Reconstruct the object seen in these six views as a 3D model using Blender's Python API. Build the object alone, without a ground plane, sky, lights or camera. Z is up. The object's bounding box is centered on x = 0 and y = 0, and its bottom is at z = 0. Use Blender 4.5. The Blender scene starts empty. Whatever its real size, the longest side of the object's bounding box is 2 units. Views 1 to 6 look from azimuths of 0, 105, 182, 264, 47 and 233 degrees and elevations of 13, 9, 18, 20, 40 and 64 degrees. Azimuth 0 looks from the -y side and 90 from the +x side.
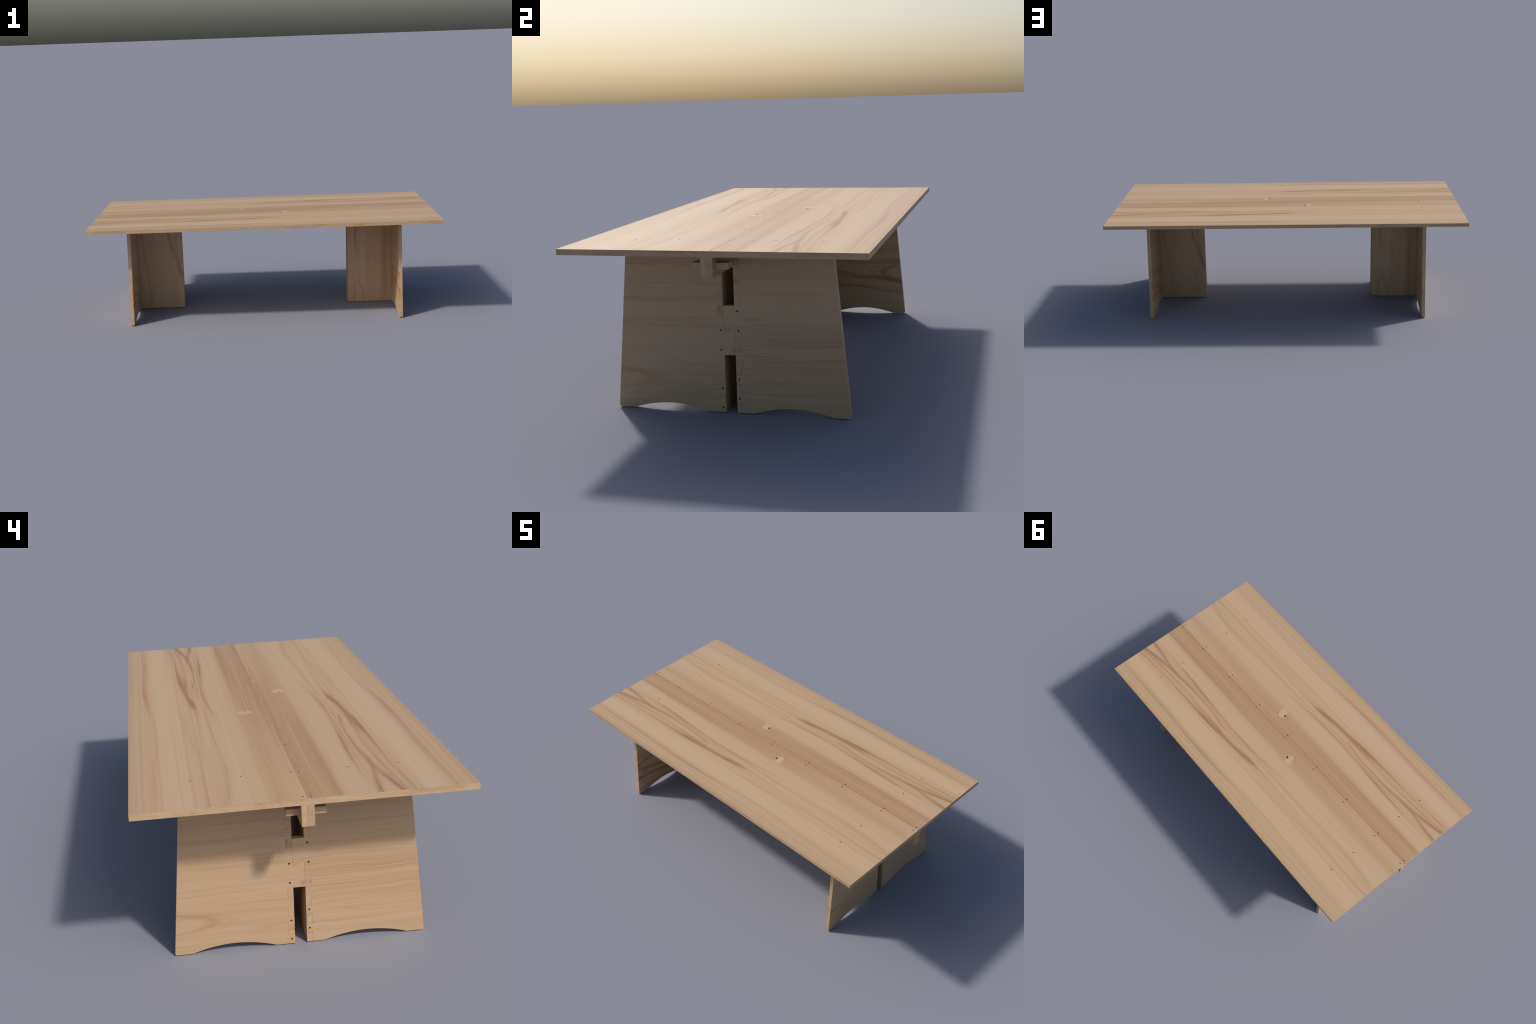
"""Long pale-wood conference table: a two-plank top, a laminated centre rail
and two end supports.  Every support is a pair of finger-jointed halves (an
end panel and an inward web) that hook together with an S-shaped seam.
The whole table repeats under a half turn about the vertical axis."""
import bpy, bmesh, math
from mathutils import Vector, Matrix

# ------------------------------------------------------------------ sizes
T = 0.0193                      # board thickness
TOP_Z = 0.5833                  # table height
UNDER_Z = TOP_Z - T             # underside of the top
LEG_X = 0.7865                  # outer face of the end panels
WEB_X = {1: 0.5042, -1: 0.5018}  # inner ends of the two webs
SLOT = 0.0193                   # half width of the slot between the halves
WEB_Y = SLOT + T                # outer face of a web
CELL = 1.0 / 30.0               # finger pitch
FOOT_Y, TAPER = 0.4055, 0.0925  # half width of a panel at the floor, lean
HOLE_R = 0.0034
GAP = 0.0003                    # joint clearance

# ------------------------------------------------------------ node helpers
class Nodes:
    def __init__(self, name):
        self.mat = bpy.data.materials.new(name)
        self.mat.use_nodes = True
        self.t = self.mat.node_tree
        self.t.nodes.clear()

    def put(self, sock, v):
        if isinstance(v, bpy.types.NodeSocket):
            self.t.links.new(v, sock)
        else:
            sock.default_value = v

    def new(self, kind, **props):
        n = self.t.nodes.new(kind)
        for k, v in props.items():
            setattr(n, k, v)
        return n

    def math(self, op, a, b=0.0, c=0.0, clamp=False):
        n = self.new('ShaderNodeMath', operation=op, use_clamp=clamp)
        for i, v in enumerate((a, b, c)):
            self.put(n.inputs[i], v)
        return n.outputs[0]

    def add(self, a, b): return self.math('ADD', a, b)
    def sub(self, a, b): return self.math('SUBTRACT', a, b)
    def mul(self, a, b): return self.math('MULTIPLY', a, b)

    def vec(self, x, y, z=0.0):
        n = self.new('ShaderNodeCombineXYZ')
        for i, v in enumerate((x, y, z)):
            self.put(n.inputs[i], v)
        return n.outputs[0]

    def noise(self, v, scale=1.0, detail=2.0, rough=0.5):
        n = self.new('ShaderNodeTexNoise')
        self.put(n.inputs['Vector'], v)
        n.inputs['Scale'].default_value = scale
        n.inputs['Detail'].default_value = detail
        n.inputs['Roughness'].default_value = rough
        return n.outputs[0]

    def span(self, v, lo, hi, a=0.0, b=1.0, smooth=False):
        n = self.new('ShaderNodeMapRange')
        n.interpolation_type = 'SMOOTHSTEP' if smooth else 'LINEAR'
        self.put(n.inputs[0], v)
        for i, k in enumerate((lo, hi, a, b)):
            n.inputs[i + 1].default_value = k
        return n.outputs[0]

    def curve(self, v, pts):
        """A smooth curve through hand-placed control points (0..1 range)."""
        n = self.new('ShaderNodeFloatCurve')
        c = n.mapping.curves[0]
        while len(c.points) > 2:
            c.points.remove(c.points[1])
        c.points[0].location, c.points[1].location = pts[0], pts[-1]
        for p in pts[1:-1]:
            c.points.new(*p)
        n.mapping.extend = 'HORIZONTAL'
        n.mapping.update()
        self.put(n.inputs['Value'], v)
        return n.outputs[0]

    def ramp(self, v, stops):
        n = self.new('ShaderNodeValToRGB')
        e = n.color_ramp.elements
        while len(e) > 1:
            e.remove(e[-1])
        e[0].position, e[0].color = stops[0][0], (*stops[0][1], 1)
        for p, c in stops[1:]:
            e.new(p).color = (*c, 1)
        self.put(n.inputs[0], v)
        return n.outputs[0]

    def mix(self, f, a, b):
        n = self.new('ShaderNodeMix', data_type='RGBA')
        self.put(n.inputs[0], f)
        self.put(n.inputs[6], a if isinstance(a, bpy.types.NodeSocket) else (*a, 1))
        self.put(n.inputs[7], b if isinstance(b, bpy.types.NodeSocket) else (*b, 1))
        return n.outputs[2]

    def coords(self):
        s = self.new('ShaderNodeSeparateXYZ')
        self.t.links.new(self.new('ShaderNodeTexCoord').outputs['Object'], s.inputs[0])
        return s.outputs

    def finish(self, color, rough=0.5, bump=None, spec=0.5):
        p = self.new('ShaderNodeBsdfPrincipled')
        self.put(p.inputs['Base Color'], color if isinstance(color, bpy.types.NodeSocket) else (*color, 1))
        self.put(p.inputs['Roughness'], rough)
        p.inputs['Specular IOR Level'].default_value = spec
        if bump is not None:
            b = self.new('ShaderNodeBump')
            b.inputs['Strength'].default_value = 0.12
            b.inputs['Distance'].default_value = 0.0006
            self.put(b.inputs['Height'], bump)
            self.t.links.new(b.outputs[0], p.inputs['Normal'])
        o = self.new('ShaderNodeOutputMaterial')
        self.t.links.new(p.outputs[0], o.inputs[0])
        return self.mat


# pale sapwood -> honey -> reddish late wood
PALE = (0.568, 0.402, 0.249)
WOOD = (0.522, 0.347, 0.201)
HONEY = (0.440, 0.266, 0.145)
RED = (0.345, 0.180, 0.098)
STOPS = [(0.0, PALE), (0.30, WOOD), (0.62, HONEY), (1.0, RED)]


def wood_field(N, g, a, d, seed=0.0, lines=70.0, fine=190.0, wob=0.010, wob_a=6.0,
               w=(0.18, 0.20, 0.22), base=0.10, along=1.0, roll=2.2, edge=(0.42, 0.72)):
    """Tone of plain-sawn wood: g runs along the grain, a across, d in depth."""
    g = N.mul(g, along)
    low = N.noise(N.vec(N.mul(g, roll), N.add(N.mul(a, wob_a), seed), N.mul(d, 9.0)), 1.0, 2.0)
    a2 = N.add(a, N.mul(N.sub(low, 0.5), wob * 2))
    broad = N.noise(N.vec(N.mul(g, 0.5), N.add(N.mul(a2, 13.0), seed), N.mul(d, 6.0)), 1.0, 1.5)
    line = N.noise(N.vec(N.mul(g, 1.1), N.add(N.mul(a2, lines), seed), N.mul(d, 14.0)), 1.0, 2.0, 0.55)
    thin = N.noise(N.vec(N.mul(g, 1.6), N.add(N.mul(a2, fine), seed), N.mul(d, 30.0)), 1.0, 2.0, 0.6)
    fleck = N.noise(N.vec(N.mul(g, 30.0 / along), N.add(N.mul(a, 650.0), seed), N.mul(d, 300.0)), 1.0, 1.0)
    tone = N.add(base, N.mul(N.span(broad, 0.32, 0.68), w[0]))
    tone = N.add(tone, N.mul(N.span(line, *edge), w[1]))
    tone = N.add(tone, N.mul(N.span(thin, 0.40, 0.75), w[2]))
    tone = N.add(tone, N.mul(N.sub(fleck, 0.5), 0.10))
    return tone, a2, thin


def streak(N, s01, t, centre, strength, width, lo=-1.0, hi=1.0):
    """A late-wood vein: centre line, strength and half width along the grain,
    which runs from lo to hi."""
    f = lambda x: (x - lo) / (hi - lo)
    c = N.mul(N.curve(s01, [(f(x), y * 2) for x, y in centre]), 0.5)
    k = N.curve(s01, [(f(x), y) for x, y in strength])
    wd = N.mul(N.curve(s01, [(f(x), y * 20) for x, y in width]), 1 / 20)
    q = N.math('DIVIDE', N.sub(t, c), wd)
    bell = N.math('POWER', 2.718, N.mul(N.mul(q, q), -1.0))
    return N.mul(bell, k)


def plank_material():
    """Top plank: honey-coloured straight grain beside the seam and along the
    outer margin, pale wood between, a cathedral figure at one end."""
    N = Nodes('plank_wood')
    x, y, z = N.coords()
    tone, t, thin = wood_field(N, x, y, z, 3.1, lines=62, fine=190, wob=0.003, wob_a=6,
                               w=(0.06, 0.11, 0.25), base=-0.06, along=0.30)
    s = N.span(x, -1, 1)
    drift = N.noise(N.vec(N.mul(x, 1.1), N.mul(y, 9), 2.0), 1.0, 1.0)
    jit = N.noise(N.vec(N.mul(x, 4), N.mul(y, 120), 0), 1.0, 2.0)
    t = N.add(y, N.add(N.mul(N.sub(drift, 0.5), 0.010), N.mul(N.sub(jit, 0.5), 0.008)))
    # growth profile across the board (tone against distance from the seam)
    tone = N.add(tone, N.curve(N.mul(t, 2.0), [
        (0, .30), (.06, .33), (.12, .35), (.17, .34), (.205, .26), (.235, .10), (.28, .06), (.36, .07), (.42, .12), (.52, .15),
        (.60, .12), (.66, .03), (.76, .01), (.81, .12), (.88, .24), (.94, .27), (1, .32)]))
    veins = [
        # outer flank of the figure with its pointed tip, and its soft halo
        ([(-.10, .257), (.02, .260), (.16, .274), (.33, .281), (.50, .291), (.76, .297), (1, .312)],
         [(-1, 0), (-.10, 0), (-.02, .50), (.05, .82), (.18, .55), (.33, .74), (.48, .38), (.75, .30), (1, .34)],
         [(-.10, .004), (.04, .009), (.20, .008), (.34, .014), (.60, .007), (1, .007)]),
        ([(-.15, .255), (.10, .265), (.5, .285), (1, .30)],
         [(-1, 0), (-.2, 0), (.05, .18), (.4, .16), (1, .14)], [(-1, .018), (1, .022)]),
        # inner flank
        ([(-.35, .172), (-.10, .195), (.06, .207), (.21, .210), (.40, .204), (.56, .196), (.74, .191), (1, .195)],
         [(-1, 0), (-.40, 0), (-.15, .22), (.06, .46), (.25, .38), (.45, .44), (.58, .64), (.78, .34), (1, .14)],
         [(-.3, .010), (.05, .009), (.60, .0075), (1, .008)]),
        # second, nested point
        ([(.24, .247), (.39, .232), (.50, .227), (.61, .229), (.71, .236), (.79, .244), (.89, .257), (1, .277)],
         [(-1, 0), (.22, 0), (.30, .58), (.45, .40), (.65, .50), (.80, .52), (.91, .80), (1, .66)],
         [(.2, .004), (.34, .006), (.5, .007), (.75, .011), (1, .008)]),
        # third, at the very end
        ([(.62, .236), (.71, .236), (.81, .232), (.91, .221), (1, .212)],
         [(-1, 0), (.62, 0), (.76, .28), (.88, .65), (1, .70)],
         [(.6, .005), (.8, .007), (1, .011)]),
        # thin lines between the flanks
        ([(.28, .264), (.45, .262), (.62, .262), (.80, .272), (1, .292)],
         [(-1, 0), (.28, 0), (.40, .24), (.70, .34), (1, .34)], [(.2, .004), (1, .006)]),
        ([(.05, .232), (.20, .232), (.35, .220), (.50, .212), (.75, .208), (1, .203)],
         [(-1, 0), (.03, 0), (.12, .20), (.40, .28), (.70, .20), (1, .10)], [(0, .005), (1, .006)]),
        ([(-1, .32), (.5, .322), (.8, .325), (1, .33)],
         [(-1, 0), (.45, 0), (.75, .18), (1, .25)], [(0, .005), (1, .006)]),
        # vein along the outer edge
        ([(-1, .428), (-.66, .418), (-.40, .405), (-.15, .410), (.05, .428), (.3, .436), (.64, .431), (1, .438)],
         [(-1, .14), (-.5, .20), (-.05, .25), (.15, .42), (.4, .28), (.7, .28), (1, .15)],
         [(-1, .008), (0, .009), (.4, .011), (1, .009)]),
        # quiet open arches on the plain end
        ([(-.60, .276), (-.40, .292), (-.22, .300), (-.02, .305)],
         [(-1, 0), (-.62, 0), (-.40, .24), (-.22, .22), (0, 0), (1, 0)], [(-1, .008), (1, .007)]),
        ([(-1, .226), (-.80, .203), (-.62, .201), (-.42, .212), (-.20, .218), (0, .226)],
         [(-1, .20), (-.78, .28), (-.55, .18), (-.30, .20), (-.05, .15), (.1, 0), (1, 0)],
         [(-1, .009), (-.78, .013), (-.4, .007), (1, .006)]),
        ([(-1, .277), (-.85, .279), (-.6, .268), (-.4, .260), (-.1, .252)],
         [(-1, .26), (-.80, .18), (-.4, .16), (0, .1), (.1, 0), (1, 0)], [(-1, .008), (1, .006)]),
        # broad honey band beside the seam, swelling towards the figured end
        ([(-1, .066), (-.6, .062), (-.25, .058), (.10, .062), (.5, .076), (1, .082)],
         [(-1, .10), (-.5, .15), (0, .20), (.4, .22), (.8, .25), (1, .20)],
         [(-1, .020), (-.3, .026), (.3, .030), (.6, .030), (1, .030)]),
        ([(-1, .0), (1, .010)],
         [(-1, 0), (-.4, .10), (.1, .22), (.6, .26), (1, .26)],
         [(-1, .02), (.4, .030), (1, .030)]),
    ]
    # pale strip where the plain end meets the seam
    tone = N.sub(tone, streak(N, s, t, [(-1, .0), (1, .0)], [(-1, .22), (-.7, .16), (-.3, .04), (0, 0), (1, 0)], [(-1, .045), (1, .03)]))
    figure = 0.0
    for v in veins:
        figure = N.add(figure, streak(N, s, t, *v))
    # the veins are bundles of thin late-wood lines
    strands = N.noise(N.vec(N.mul(x, 1.2), N.mul(t, 230.0), 0.0), 1.0, 1.0)
    tone = N.add(tone, N.mul(figure, N.span(strands, 0.34, 0.66, 0.42, 1.30)))
    tone = N.math('MINIMUM', tone, 1.0)
    return N.finish(N.ramp(tone, STOPS), 0.54, thin)


def endgrain_material():
    """Sawn board ends: small arcs of growth rings."""
    N = Nodes('end_grain')
    x, y, z = N.coords()
    along = N.add(x, N.mul(y, 1.0))
    warp = N.noise(N.vec(N.mul(along, 7.0), N.mul(z, 22.0), 0), 1.0, 2.0)
    rings = N.noise(N.vec(N.mul(along, 14.0), N.add(N.mul(z, 160.0), N.mul(warp, 14.0)), 0), 1.0, 3.0, 0.6)
    broad = N.noise(N.vec(N.mul(along, 5.0), N.mul(z, 30.0), 4.0), 1.0, 2.0)
    tone = N.add(0.10, N.mul(N.span(rings, 0.38, 0.70), 0.36))
    tone = N.add(tone, N.mul(N.span(broad, 0.48, 0.74), 0.40))
    return N.finish(N.ramp(tone, STOPS), 0.55, rings)


def tongue(N, y, z, tip_y, tip_z, open_, width):
    """Parabolic end of a growth cone pointing at (tip_y, tip_z)."""
    dz = N.sub(z, tip_z)
    q = N.math('DIVIDE', N.sub(N.sub(y, tip_y), N.mul(N.mul(dz, dz), open_)), width)
    return N.math('POWER', 2.718, N.mul(N.mul(q, q), -1.0))


def panel_material(name, seed, dense, outer_tongues, heart_tongues, heart_veins, spots):
    """End panel, grain running sideways.  `dense` is the height of the closest
    growth lines; tongues are (tip y, tip z, opening, width, strength)."""
    N = Nodes(name)
    x, y, z = N.coords()
    far = N.math('ABSOLUTE', y)
    heart = N.span(x, -LEG_X + 0.010, -LEG_X + 0.017)
    sap = N.sub(1.0, heart)
    tone, z2, thin = wood_field(N, y, z, x, seed, lines=62, fine=210, wob=0.012, wob_a=9, roll=6.5,
                                w=(0.15, 0.20, 0.13), base=0.08, edge=(0.46, 0.68))
    near = N.span(N.math('ABSOLUTE', N.sub(z, dense)), 0.05, 0.13, 1.0, 0.10, True)
    z3 = N.add(z, N.mul(N.sub(z2, z), 0.35))
    drift = N.noise(N.vec(N.mul(y, 1.4), N.mul(z3, 26.0), N.mul(x, 8.0)), 1.0, 2.0)
    comb = N.math('SINE', N.add(N.mul(z3, 800.0), N.mul(drift, 19.0)))
    fade = N.noise(N.vec(N.mul(y, 3.0), N.mul(z2, 70.0), N.mul(x, 8.0)), 1.0, 1.0)
    tone = N.add(tone, N.mul(N.mul(N.span(comb, 0.0, 1.0), near), N.span(fade, 0.3, 0.7, 0.09, 0.31)))
    for ty, tz, op, wd, k in outer_tongues:
        tone = N.add(tone, N.mul(N.mul(tongue(N, far, z2, ty, tz, op, wd), k), sap))
    # the face towards the middle of the table is heart side: bolder flames
    flame = N.noise(N.vec(N.mul(y, 2.6), N.mul(z2, 22.0), seed), 1.0, 2.0)
    tone = N.add(tone, N.mul(N.mul(N.span(flame, 0.50, 0.72), heart), 0.20))
    for ty, tz, op, wd, k in heart_tongues:
        tone = N.add(tone, N.mul(N.mul(tongue(N, far, z2, ty, tz, op, wd), k), heart))
    h = N.span(far, 0.0, 0.42)
    for v in heart_veins:
        tone = N.add(tone, N.mul(streak(N, h, z2, *v, lo=0.0, hi=0.42), heart))
    for sy, sz, ry, rz, k in spots:
        ey, ez = N.math('DIVIDE', N.sub(y, sy), ry), N.math('DIVIDE', N.sub(z2, sz), rz)
        r = N.add(N.mul(ey, ey), N.mul(ez, ez))
        tone = N.add(tone, N.mul(N.mul(N.math('POWER', 2.718, N.mul(r, -1.0)), k), sap))
    return N.finish(N.ramp(N.math('MINIMUM', tone, 1.0), STOPS), 0.5, thin)


def web_material(name, seed, veins):
    """Web, grain upright; veins are placed by distance from the inner end."""
    N = Nodes(name)
    x, y, z = N.coords()
    tone, x2, thin = wood_field(N, z, x, y, seed, lines=60, fine=190, wob=0.012, wob_a=6,
                                w=(0.20, 0.14, 0.18), base=0.08)
    t = N.sub(-WEB_X[1], x2)
    h = N.span(z, 0.0, UNDER_Z)
    for v in veins:
        tone = N.add(tone, N.mul(streak(N, h, t, *v, lo=0.0, hi=UNDER_Z), 0.62))
    # tab ends showing at the panel face are end grain, some of them reddish
    tip = N.span(x, -LEG_X + 0.0002, -LEG_X + 0.0001)
    patch = N.noise(N.vec(N.mul(y, 40.0), N.mul(z, 55.0), seed), 1.0, 2.0)
    tone = N.add(tone, N.mul(tip, N.span(patch, 0.45, 0.75, -0.05, 0.50)))
    return N.finish(N.ramp(N.math('MINIMUM', tone, 1.0), STOPS), 0.5, thin)


def rail_material():
    N = Nodes('rail_wood')
    x, y, z = N.coords()
    tone, a2, thin = wood_field(N, x, z, N.mul(y, 3.0), 11.0, lines=70, fine=180, wob=0.006,
                                w=(0.16, 0.20, 0.16), base=0.10)
    stripe = N.noise(N.vec(N.mul(x, 1.0), N.mul(y, 260.0), N.mul(z, 6.0)), 1.0, 1.5)
    tone = N.add(tone, N.mul(N.span(stripe, 0.42, 0.66), 0.42))
    return N.finish(N.ramp(tone, STOPS), 0.54, thin)


def grommet_material(name, rough, spec):
    """Plug of pale wood with a reddish sliver opposite the cable notch."""
    N = Nodes(name)
    x, y, z = N.coords()
    tone, a2, thin = wood_field(N, y, x, z, 5.0, lines=120, fine=300, wob=0.004,
                                w=(0.08, 0.08, 0.06), base=-0.08)
    f = N.mul(N.span(N.add(N.mul(x, 0.86), N.mul(y, 0.5)), 0.0195, 0.0225, 0.0, 1.0), N.span(x, 0.026, 0.024, 0.0, 1.0))
    col = N.mix(N.mul(f, 0.7), N.ramp(tone, STOPS), RED)
    return N.finish(col, rough, thin, spec)


def hole_dark_material():
    N = Nodes('near_black_disc')
    return N.finish((0.022, 0.018, 0.017), 0.6)


# --------------------------------------------------------------- mesh tools
def mesh_object(name, bm, mats, parent=None):
    bmesh.ops.recalc_face_normals(bm, faces=bm.faces)
    me = bpy.data.meshes.new(name)
    bm.to_mesh(me)
    bm.free()
    for m in mats:
        me.materials.append(m)
    ob = bpy.data.objects.new(name, me)
    bpy.context.scene.collection.objects.link(ob)
    ob.parent = parent
    return ob


def extrude_outline(outline, axis, lo, hi):
    """Prism of a closed 2D outline between lo and hi along `axis`."""
    def place(a, b, c):
        return (c, a, b) if axis == 'x' else ((a, c, b) if axis == 'y' else (a, b, c))
    bm = bmesh.new()
    low = [bm.verts.new(place(a, b, lo)) for a, b in outline]
    high = [bm.verts.new(place(a, b, hi)) for a, b in outline]
    bm.faces.new(low)
    bm.faces.new(list(reversed(high)))
    n = len(outline)
    for i in range(n):
        bm.faces.new((low[i], low[(i + 1) % n], high[(i + 1) % n], high[i]))
    return bm


def box(bm, lo, hi):
    r = bmesh.ops.create_cube(bm, size=1.0)
    for v in r['verts']:
        v.co = Vector([lo[i] + (v.co[i] + 0.5) * (hi[i] - lo[i]) for i in range(3)])


def cylinder(bm, centre, direction, r, length, seg=20):
    q = Vector((0, 0, 1)).rotation_difference(Vector(direction)).to_matrix().to_4x4()
    bmesh.ops.create_cone(bm, cap_ends=True, segments=seg, radius1=r, radius2=r, depth=length,
                          matrix=Matrix.Translation(centre) @ q)


def cut(ob, bm_cutter):
    """Subtract a cutter, modifier applied."""
    c = mesh_object('cutter', bm_cutter, [])
    m = ob.modifiers.new('cut', 'BOOLEAN')
    m.operation, m.solver, m.object = 'DIFFERENCE', 'EXACT', c
    dg = bpy.context.evaluated_depsgraph_get()
    me = bpy.data.meshes.new_from_object(ob.evaluated_get(dg))
    ob.modifiers.clear()
    me.name = ob.data.name
    ob.data = me
    bpy.data.objects.remove(c)


def face_materials(ob, rule):
    for p in ob.data.polygons:
        p.material_index = rule(p.normal, p.center)


HALF_TURN = Matrix.Rotation(math.pi, 4, 'Z')


def half_turn_copy(ob, parent):
    """The matching piece on the other side, sharing its mesh data."""
    c = ob.copy()
    bpy.context.scene.collection.objects.link(c)
    c.parent = parent
    c.matrix_local = HALF_TURN @ ob.matrix_local if ob.parent is ROOT else ob.matrix_local.copy()
    for k in list(ob.children):
        kc = k.copy()
        bpy.context.scene.collection.objects.link(kc)
        kc.parent = c
    return c


# ---------------------------------------------------------------- materials
M_PLANK, M_END = plank_material(), endgrain_material()
M_LEFT = panel_material('panel_wood_long_tongue', 1.3, 0.47,
    [(.275, .107, 85, .030, .28), (.215, .105, 75, .018, .10)],
    [(.300, .198, 45, .018, .55), (.245, .20, 50, .012, .25)],
    [([(0, .22), (.10, .194), (.18, .177), (.27, .170), (.36, .163), (.42, .155)], [(0, .2), (.15, .5), (.42, .55)], [(0, .009), (.42, .010)]),
     ([(0, .14), (.19, .129), (.26, .117), (.42, .105)], [(0, .1), (.2, .4), (.42, .3)], [(0, .007), (.42, .007)]),
     ([(0, .29), (.14, .251), (.26, .244), (.34, .25), (.42, .262)], [(0, .3), (.2, .35), (.42, .4)], [(0, .010), (.42, .010)])],
    [(-.013, .211, .009, .006, .50), (.075, .300, .045, .007, .22), (.10, .0720, .03, .004, .22)])
M_RIGHT = panel_material('panel_wood_fine_lines', 6.9, 0.215,
    [(.155, .108, 500, .030, .12)],
    [(.330, .155, 60, .016, .45)],
    [([(0, .19), (.18, .215), (.27, .233), (.33, .222), (.38, .208), (.42, .19)], [(0, .2), (.25, .55), (.42, .6)], [(0, .009), (.42, .011)]),
     ([(0, .08), (.18, .126), (.28, .158), (.36, .165), (.42, .15)], [(0, .1), (.18, .5), (.3, .5), (.42, .2)], [(0, .009), (.42, .009)]),
     ([(0, .06), (.19, .092), (.32, .116), (.39, .108), (.42, .10)], [(0, .1), (.2, .5), (.42, .6)], [(0, .008), (.42, .010)])],
    [(-.075, .318, .030, .008, .28), (-.20, .312, .05, .005, .18)])
M_WEB_LEFT = web_material('web_wood_arched', 7.7, [
    # open arch low down, a wavering dark vein above it, broad shade by the panel
    ([(0, .042), (.10, .048), (.145, .062), (.2, .07)], [(0, .45), (.12, .40), (.16, 0), (.5, 0)], [(0, .008), (.5, .008)]),
    ([(0, .100), (.08, .088), (.145, .066), (.2, .06)], [(0, .45), (.12, .40), (.16, 0), (.5, 0)], [(0, .008), (.5, .008)]),
    ([(.25, .062), (.33, .052), (.40, .044), (.48, .052), (.56, .06)], [(0, 0), (.24, 0), (.32, .4), (.40, .7), (.5, .45)], [(0, .007), (.5, .009)]),
    ([(.25, .060), (.33, .066), (.40, .072), (.56, .078)], [(0, 0), (.24, 0), (.33, .35), (.5, .25)], [(0, .006), (.5, .007)]),
    ([(.30, .02), (.42, .012), (.56, .018)], [(0, 0), (.3, 0), (.42, .3), (.56, .3)], [(0, .006), (.5, .007)]),
    ([(.22, .130), (.28, .125), (.34, .115)], [(0, 0), (.22, 0), (.28, .45), (.34, 0), (.5, 0)], [(0, .005), (.5, .005)]),
    ([(0, .215), (.25, .225), (.56, .220)], [(0, .15), (.25, .40), (.4, .35), (.56, .25)], [(0, .018), (.56, .022)]),
])
M_WEB_RIGHT = web_material('web_wood_tongued', 2.4, [
    # long dark tongue running out at the inner end
    ([(.18, .010), (.24, .020), (.32, .045), (.40, .068), (.56, .090)], [(0, 0), (.18, 0), (.22, .85), (.30, .55), (.38, .65), (.56, .40)], [(0, .006), (.22, .012), (.34, .010), (.56, .009)]),
    ([(.20, .012), (.30, .026), (.38, .036), (.45, .034), (.56, .026)], [(0, 0), (.20, 0), (.27, .4), (.38, .45), (.56, .4)], [(0, .006), (.56, .008)]),
    ([(.0, .062), (.10, .060), (.17, .052), (.24, .05)], [(0, .1), (.08, .3), (.15, .35), (.22, 0), (.56, 0)], [(0, .009), (.56, .006)]),
    ([(0, .205), (.2, .215), (.4, .236), (.56, .245)], [(0, .3), (.2, .45), (.4, .5), (.56, .4)], [(0, .009), (.56, .010)]),
    ([(0, .24), (.3, .262), (.56, .27)], [(0, .2), (.3, .3), (.56, .5)], [(0, .012), (.56, .014)]),
])
M_RAIL, M_HOLE_DARK = rail_material(), hole_dark_material()
M_PLUG = [grommet_material('plug_wood_satin', 0.5, 0.5), grommet_material('plug_wood_polished', 0.32, 0.9)]

# --------------------------------------------------------------- the table
ROOT = bpy.data.objects.new('conference_table', None)
bpy.context.scene.collection.objects.link(ROOT)
ROOT['label'] = 'long pale wooden conference table on two finger-jointed supports'
ROOT['category'] = 'table'

hole_dark_mesh = None


def hole_dark_disc(parent, at, direction, size=1.0):
    """Near-black disc set just below the surface in the hole at `at`; direction points inward."""
    global hole_dark_mesh
    if hole_dark_mesh is None:
        bm = bmesh.new()
        cylinder(bm, (0, 0, -0.0038), (0, 0, 1), HOLE_R * 0.98, 0.0060)
        s = mesh_object('hole_dark_disc', bm, [M_HOLE_DARK])
        hole_dark_mesh = s.data
        bpy.data.objects.remove(s)
    s = bpy.data.objects.new('hole_dark_disc', hole_dark_mesh)
    bpy.context.scene.collection.objects.link(s)
    s.parent = parent
    out = -Vector(direction)
    s.matrix_local = Matrix.Translation(at) @ Vector((0, 0, 1)).rotation_difference(out).to_matrix().to_4x4() @ Matrix.Scale(size, 4)


# top plank (the one at +y); its twin is a half-turn copy
bm = bmesh.new()
box(bm, (-1.0, 0.00002, UNDER_Z), (1.0, 0.5, TOP_Z))
plank = mesh_object('tabletop_plank', bm, [M_PLANK, M_END], ROOT)
SEAM_HOLES = [(x, 0.0121) for x in (-0.982, -0.7765, -0.518, -0.2588, 0.0, 0.2588, 0.518, 0.7775, 0.982)]
PANEL_HOLES = [(x, y) for x in (-0.777, 0.777) for y in (0.165, 0.318)]
PLUG_C, PLUG_R = (-0.1295, 0.0792), 0.0280
NOTCH_R, NOTCH_D = 0.0072, 0.0222
cutter = bmesh.new()
for x, y in SEAM_HOLES + PANEL_HOLES:
    cylinder(cutter, (x, y, TOP_Z), (0, 0, 1), HOLE_R, 0.018)
cylinder(cutter, (*PLUG_C, TOP_Z - T / 2), (0, 0, 1), PLUG_R + 0.0004, T * 2, 72)
cut(plank, cutter)
face_materials(plank, lambda n, c: 1 if (abs(n.x) > .9 and abs(c.x) > .99) or (n.y > .9 and c.y > .49) else 0)
for x, y in SEAM_HOLES + PANEL_HOLES:
    hole_dark_disc(plank, (x, y, TOP_Z), (0, 0, -1))
half_turn_copy(plank, ROOT)

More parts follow.
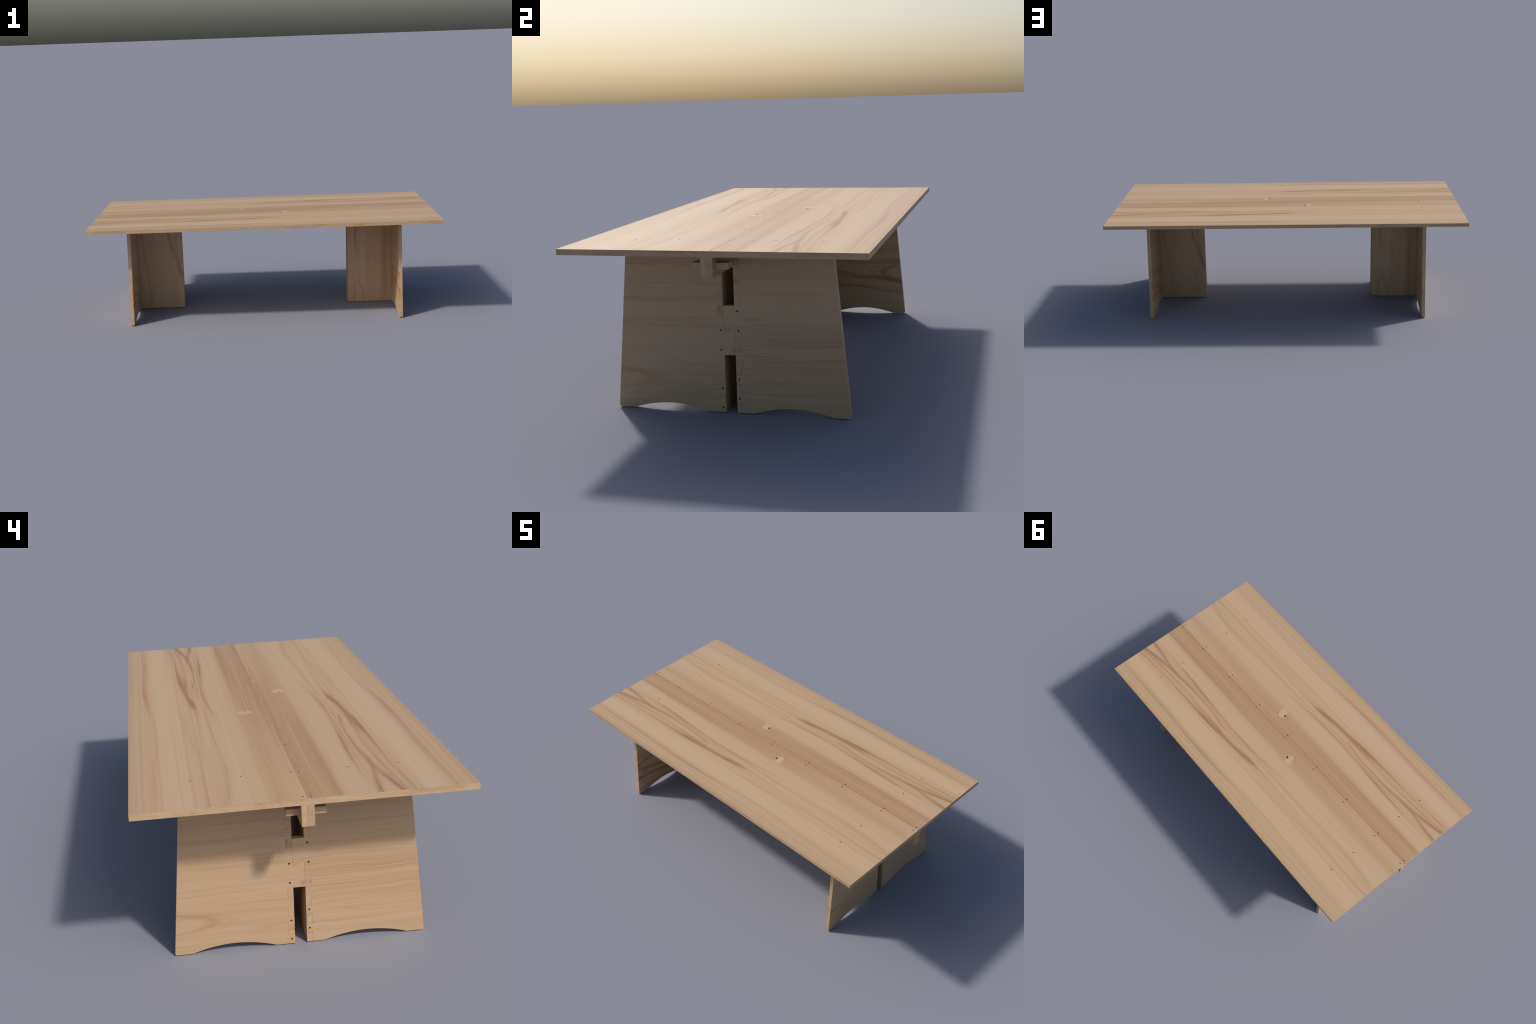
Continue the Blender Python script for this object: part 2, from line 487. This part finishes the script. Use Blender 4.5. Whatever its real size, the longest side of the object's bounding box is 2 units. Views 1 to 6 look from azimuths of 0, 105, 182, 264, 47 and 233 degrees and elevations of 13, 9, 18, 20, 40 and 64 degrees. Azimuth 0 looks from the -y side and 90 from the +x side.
# round cable plugs: local +x points away from the notch
bm = bmesh.new()
cylinder(bm, (0, 0, -T / 2), (0, 0, 1), PLUG_R, T, 72)
plug = mesh_object('cable_grommet', bm, [M_PLUG[1]], ROOT)
cutter = bmesh.new()
cylinder(cutter, (-NOTCH_D, 0, -T / 2), (0, 0, 1), NOTCH_R, T * 3, 32)
PLUG_HOLE_D = (0.0105, 0.0215)
for dx in PLUG_HOLE_D:
    cylinder(cutter, (dx, 0, 0), (0, 0, 1), 0.0020, 0.012, 16)
cut(plug, cutter)
PLUG_PLACE = Matrix.Translation((*PLUG_C, TOP_Z + 0.0002)) @ HALF_TURN
plug.matrix_local = PLUG_PLACE
twin = bpy.data.objects.new('cable_grommet', plug.data.copy())
twin.data.materials[0] = M_PLUG[0]
bpy.context.scene.collection.objects.link(twin)
twin.parent = ROOT
twin.matrix_local = HALF_TURN @ PLUG_PLACE
for p in (plug, twin):
    for dx in PLUG_HOLE_D:
        hole_dark_disc(p, (dx, 0, 0), (0, 0, -1), 0.0019 / HOLE_R)

# centre rail: two boards glued face to face, mortised for the cross keys
RAIL_Y, RAIL_Z = 0.0191, 0.4985
KEY_X, KEY_Y, KEY_Z = (0.917, 0.966), 0.0588, (0.5208, 0.5413)
bm = bmesh.new()
box(bm, (-1.0, 0.0001, RAIL_Z), (1.0, RAIL_Y, UNDER_Z))
rail = mesh_object('rail_board', bm, [M_RAIL], ROOT)
cutter = bmesh.new()
for sx in (-1, 1):
    box(cutter, (min(sx * KEY_X[0], sx * KEY_X[1]) - GAP, -0.1, KEY_Z[0] - GAP),
        (max(sx * KEY_X[0], sx * KEY_X[1]) + GAP, 0.1, KEY_Z[1] + GAP))
cut(rail, cutter)
half_turn_copy(rail, ROOT)
bm = bmesh.new()
box(bm, (-KEY_X[1], -KEY_Y, KEY_Z[0]), (-KEY_X[0], KEY_Y, KEY_Z[1]))
bmesh.ops.bevel(bm, geom=bm.edges[:], offset=0.0006, segments=2, affect='EDGES')
key = mesh_object('cross_key', bm, [M_RIGHT], ROOT)
half_turn_copy(key, ROOT)

# ------------------------------------------------- end supports (at -x side)
# the hooked seam between the two halves, from the upper slot to the lower one
SEAM_TOP, SEAM_LOW, SEAM_MID = 0.3665, 0.1985, 0.28195
hook = [(SLOT, SEAM_TOP), (SLOT, .300), (.0187, .2905), (.0178, .2838), (.0165, .2786), (.0149, .2751),
        (.0129, .2729), (.0106, .2722), (.0087, .2729), (.0067, .2746), (.0040, .2777)]
SEAM = hook + [(0.0, SEAM_MID)] + [(-y, 2 * SEAM_MID - z) for y, z in reversed(hook[1:])] + [(-SLOT, SEAM_LOW)]



def seam_side(sign, gap=0.00026):
    """The seam shifted sideways by half the saw kerf, towards one half."""
    out = []
    for i, (y, z) in enumerate(SEAM):
        a, b = SEAM[max(i - 1, 0)], SEAM[min(i + 1, len(SEAM) - 1)]
        d = math.dist(a, b)
        out.append((y - sign * gap * (b[1] - a[1]) / d, z + sign * gap * (b[0] - a[0]) / d))
    return out


LEFT_TABS, RIGHT_TABS = (1, 3, 5, 10, 12, 14, 16), (0, 2, 4, 6, 11, 13, 15)


def finger_edge(tabs, z0, z1):
    """Slot-side edge of a panel from z0 up to z1: notched for the web tabs,
    with the router's small overcuts in the notch corners."""
    pts = []
    lo, hi = round(z0 / CELL), math.ceil(z1 / CELL - 1e-6)
    for i in range(lo, hi):
        a, b = max(i * CELL, z0), min((i + 1) * CELL, z1)
        if i in tabs:
            k, e = 0.0026, 0.0015
            if a <= z0 + 1e-6 and a < 0.001:
                pts += [(WEB_Y, a)]
            else:
                pts += [(SLOT, a), (WEB_Y - k, a), (WEB_Y - k * .6, a - e), (WEB_Y, a - e * .4)]
            if b >= z1 - 1e-6:
                pts += [(WEB_Y, b)]
            else:
                pts += [(WEB_Y, b + e * .4), (WEB_Y - k * .6, b + e), (WEB_Y - k, b), (SLOT, b)]
        else:
            pts += [(SLOT, a), (SLOT, b)]
    out = []
    for p in pts:
        if not out or (abs(p[0] - out[-1][0]) + abs(p[1] - out[-1][1])) > 1e-5:
            out.append(p)
    return out


def foot():
    """Outer side and arched foot, from the top corner down and in to the slot."""
    pts = [(FOOT_Y - TAPER * UNDER_Z, UNDER_Z)]
    r = 0.006
    pts += [(FOOT_Y - TAPER * r, r), (FOOT_Y - .0022, .0017), (FOOT_Y - r, 0.0)]
    a, b, rise = 0.347, 0.0795, 0.0230
    half = (a - b) / 2
    rad = (half ** 2 + rise ** 2) / (2 * rise)
    for i in range(25):
        u = -1 + 2 * i / 24
        y = (a + b) / 2 - u * half
        pts.append((y, max(0.0, math.sqrt(rad ** 2 - (u * half) ** 2) - (rad - rise))))
    return pts


def left_outline():
    low = finger_edge(LEFT_TABS, 0.0, SEAM_LOW)
    up = finger_edge(LEFT_TABS, SEAM_TOP, UNDER_Z)
    seam = list(reversed(seam_side(1)))
    # below the seam the tab notch of cell 10 is closed by a notch in this half
    notch = finger_edge(LEFT_TABS, 10 * CELL, SEAM_TOP)
    seam = [p for p in seam if p[1] < 10 * CELL - .004]
    return foot() + low + [(-SLOT + .00026, SEAM_LOW)] + seam[1:] + [(SLOT + .00026, 10 * CELL - .002)] + notch + up


def right_outline():
    """Drawn as if at +y, mirrored afterwards."""
    low = finger_edge(RIGHT_TABS, 0.0, 7 * CELL)
    up = finger_edge(RIGHT_TABS, SEAM_TOP, UNDER_Z)
    seam = [(-y, z) for y, z in reversed(seam_side(-1))]
    seam = [p for p in seam if p[1] > 7 * CELL + .004]
    return foot() + low + [(SLOT, 7 * CELL), (SLOT + .00026, 7 * CELL + .002)] + seam[:-1] + [(-SLOT + .00026, SEAM_TOP)] + up


def clean(pts):
    out = []
    for p in pts:
        if not out or math.dist(p, out[-1]) > 2e-5:
            out.append(p)
    return out


def web_outline(tabs, inner_end):
    g = GAP * 0.8
    pts = [(-inner_end, UNDER_Z), (-inner_end, 0.0), (-LEG_X + T + g, 0.0)]
    inner = -LEG_X + T + g
    for i in range(17):
        if i in tabs:
            a, b = i * CELL + (g if i else 0), min((i + 1) * CELL - g, UNDER_Z)
            pts += [(inner, a), (-LEG_X - 0.0001, a), (-LEG_X - 0.0001, b), (inner, b)]
    pts += [(inner, UNDER_Z)]
    return clean(pts)


FACE_HOLES = {1: [(0.0295, c) for c in (0, 2, 6)] + [(0.0296, 8)],
               -1: [(0.0294, 1), (0.0294, 3), (0.0317, 8), (0.0294, 10)]}
SIDE_HOLES = {1: (1, 3), -1: (0, 2)}

for side, outline, tabs, mat, web_mat in ((1, left_outline(), LEFT_TABS, M_LEFT, M_WEB_LEFT),
                                 (-1, right_outline(), RIGHT_TABS, M_RIGHT, M_WEB_RIGHT)):
    shape = [(y * side, z) for y, z in clean(outline)]
    panel = mesh_object('leg_panel', extrude_outline(shape, 'x', -LEG_X, -LEG_X + T), [mat, M_END], ROOT)
    web = mesh_object('leg_web',
                      extrude_outline(web_outline(tabs, WEB_X[side]), 'y', side * (SLOT + GAP), side * (WEB_Y - GAP)),
                      [web_mat], panel)
    holes = [(-LEG_X, side * y, (c + 0.475) * CELL) for y, c in FACE_HOLES[side]]
    cutter = bmesh.new()
    for h in holes:
        cylinder(cutter, h, (1, 0, 0), HOLE_R, 0.018)
    cut(panel, cutter)
    sides = [(-LEG_X + T / 2, side * (SLOT + GAP), (c + 0.48) * CELL) for c in SIDE_HOLES[side]]
    cutter = bmesh.new()
    for h in sides:
        cylinder(cutter, h, (0, 1, 0), HOLE_R, 0.018)
    cut(web, cutter)
    for h in holes:
        hole_dark_disc(panel, h, (1, 0, 0))
    for h in sides:
        hole_dark_disc(panel, h, (0, side, 0))
    half_turn_copy(panel, ROOT)

bpy.context.view_layer.update()
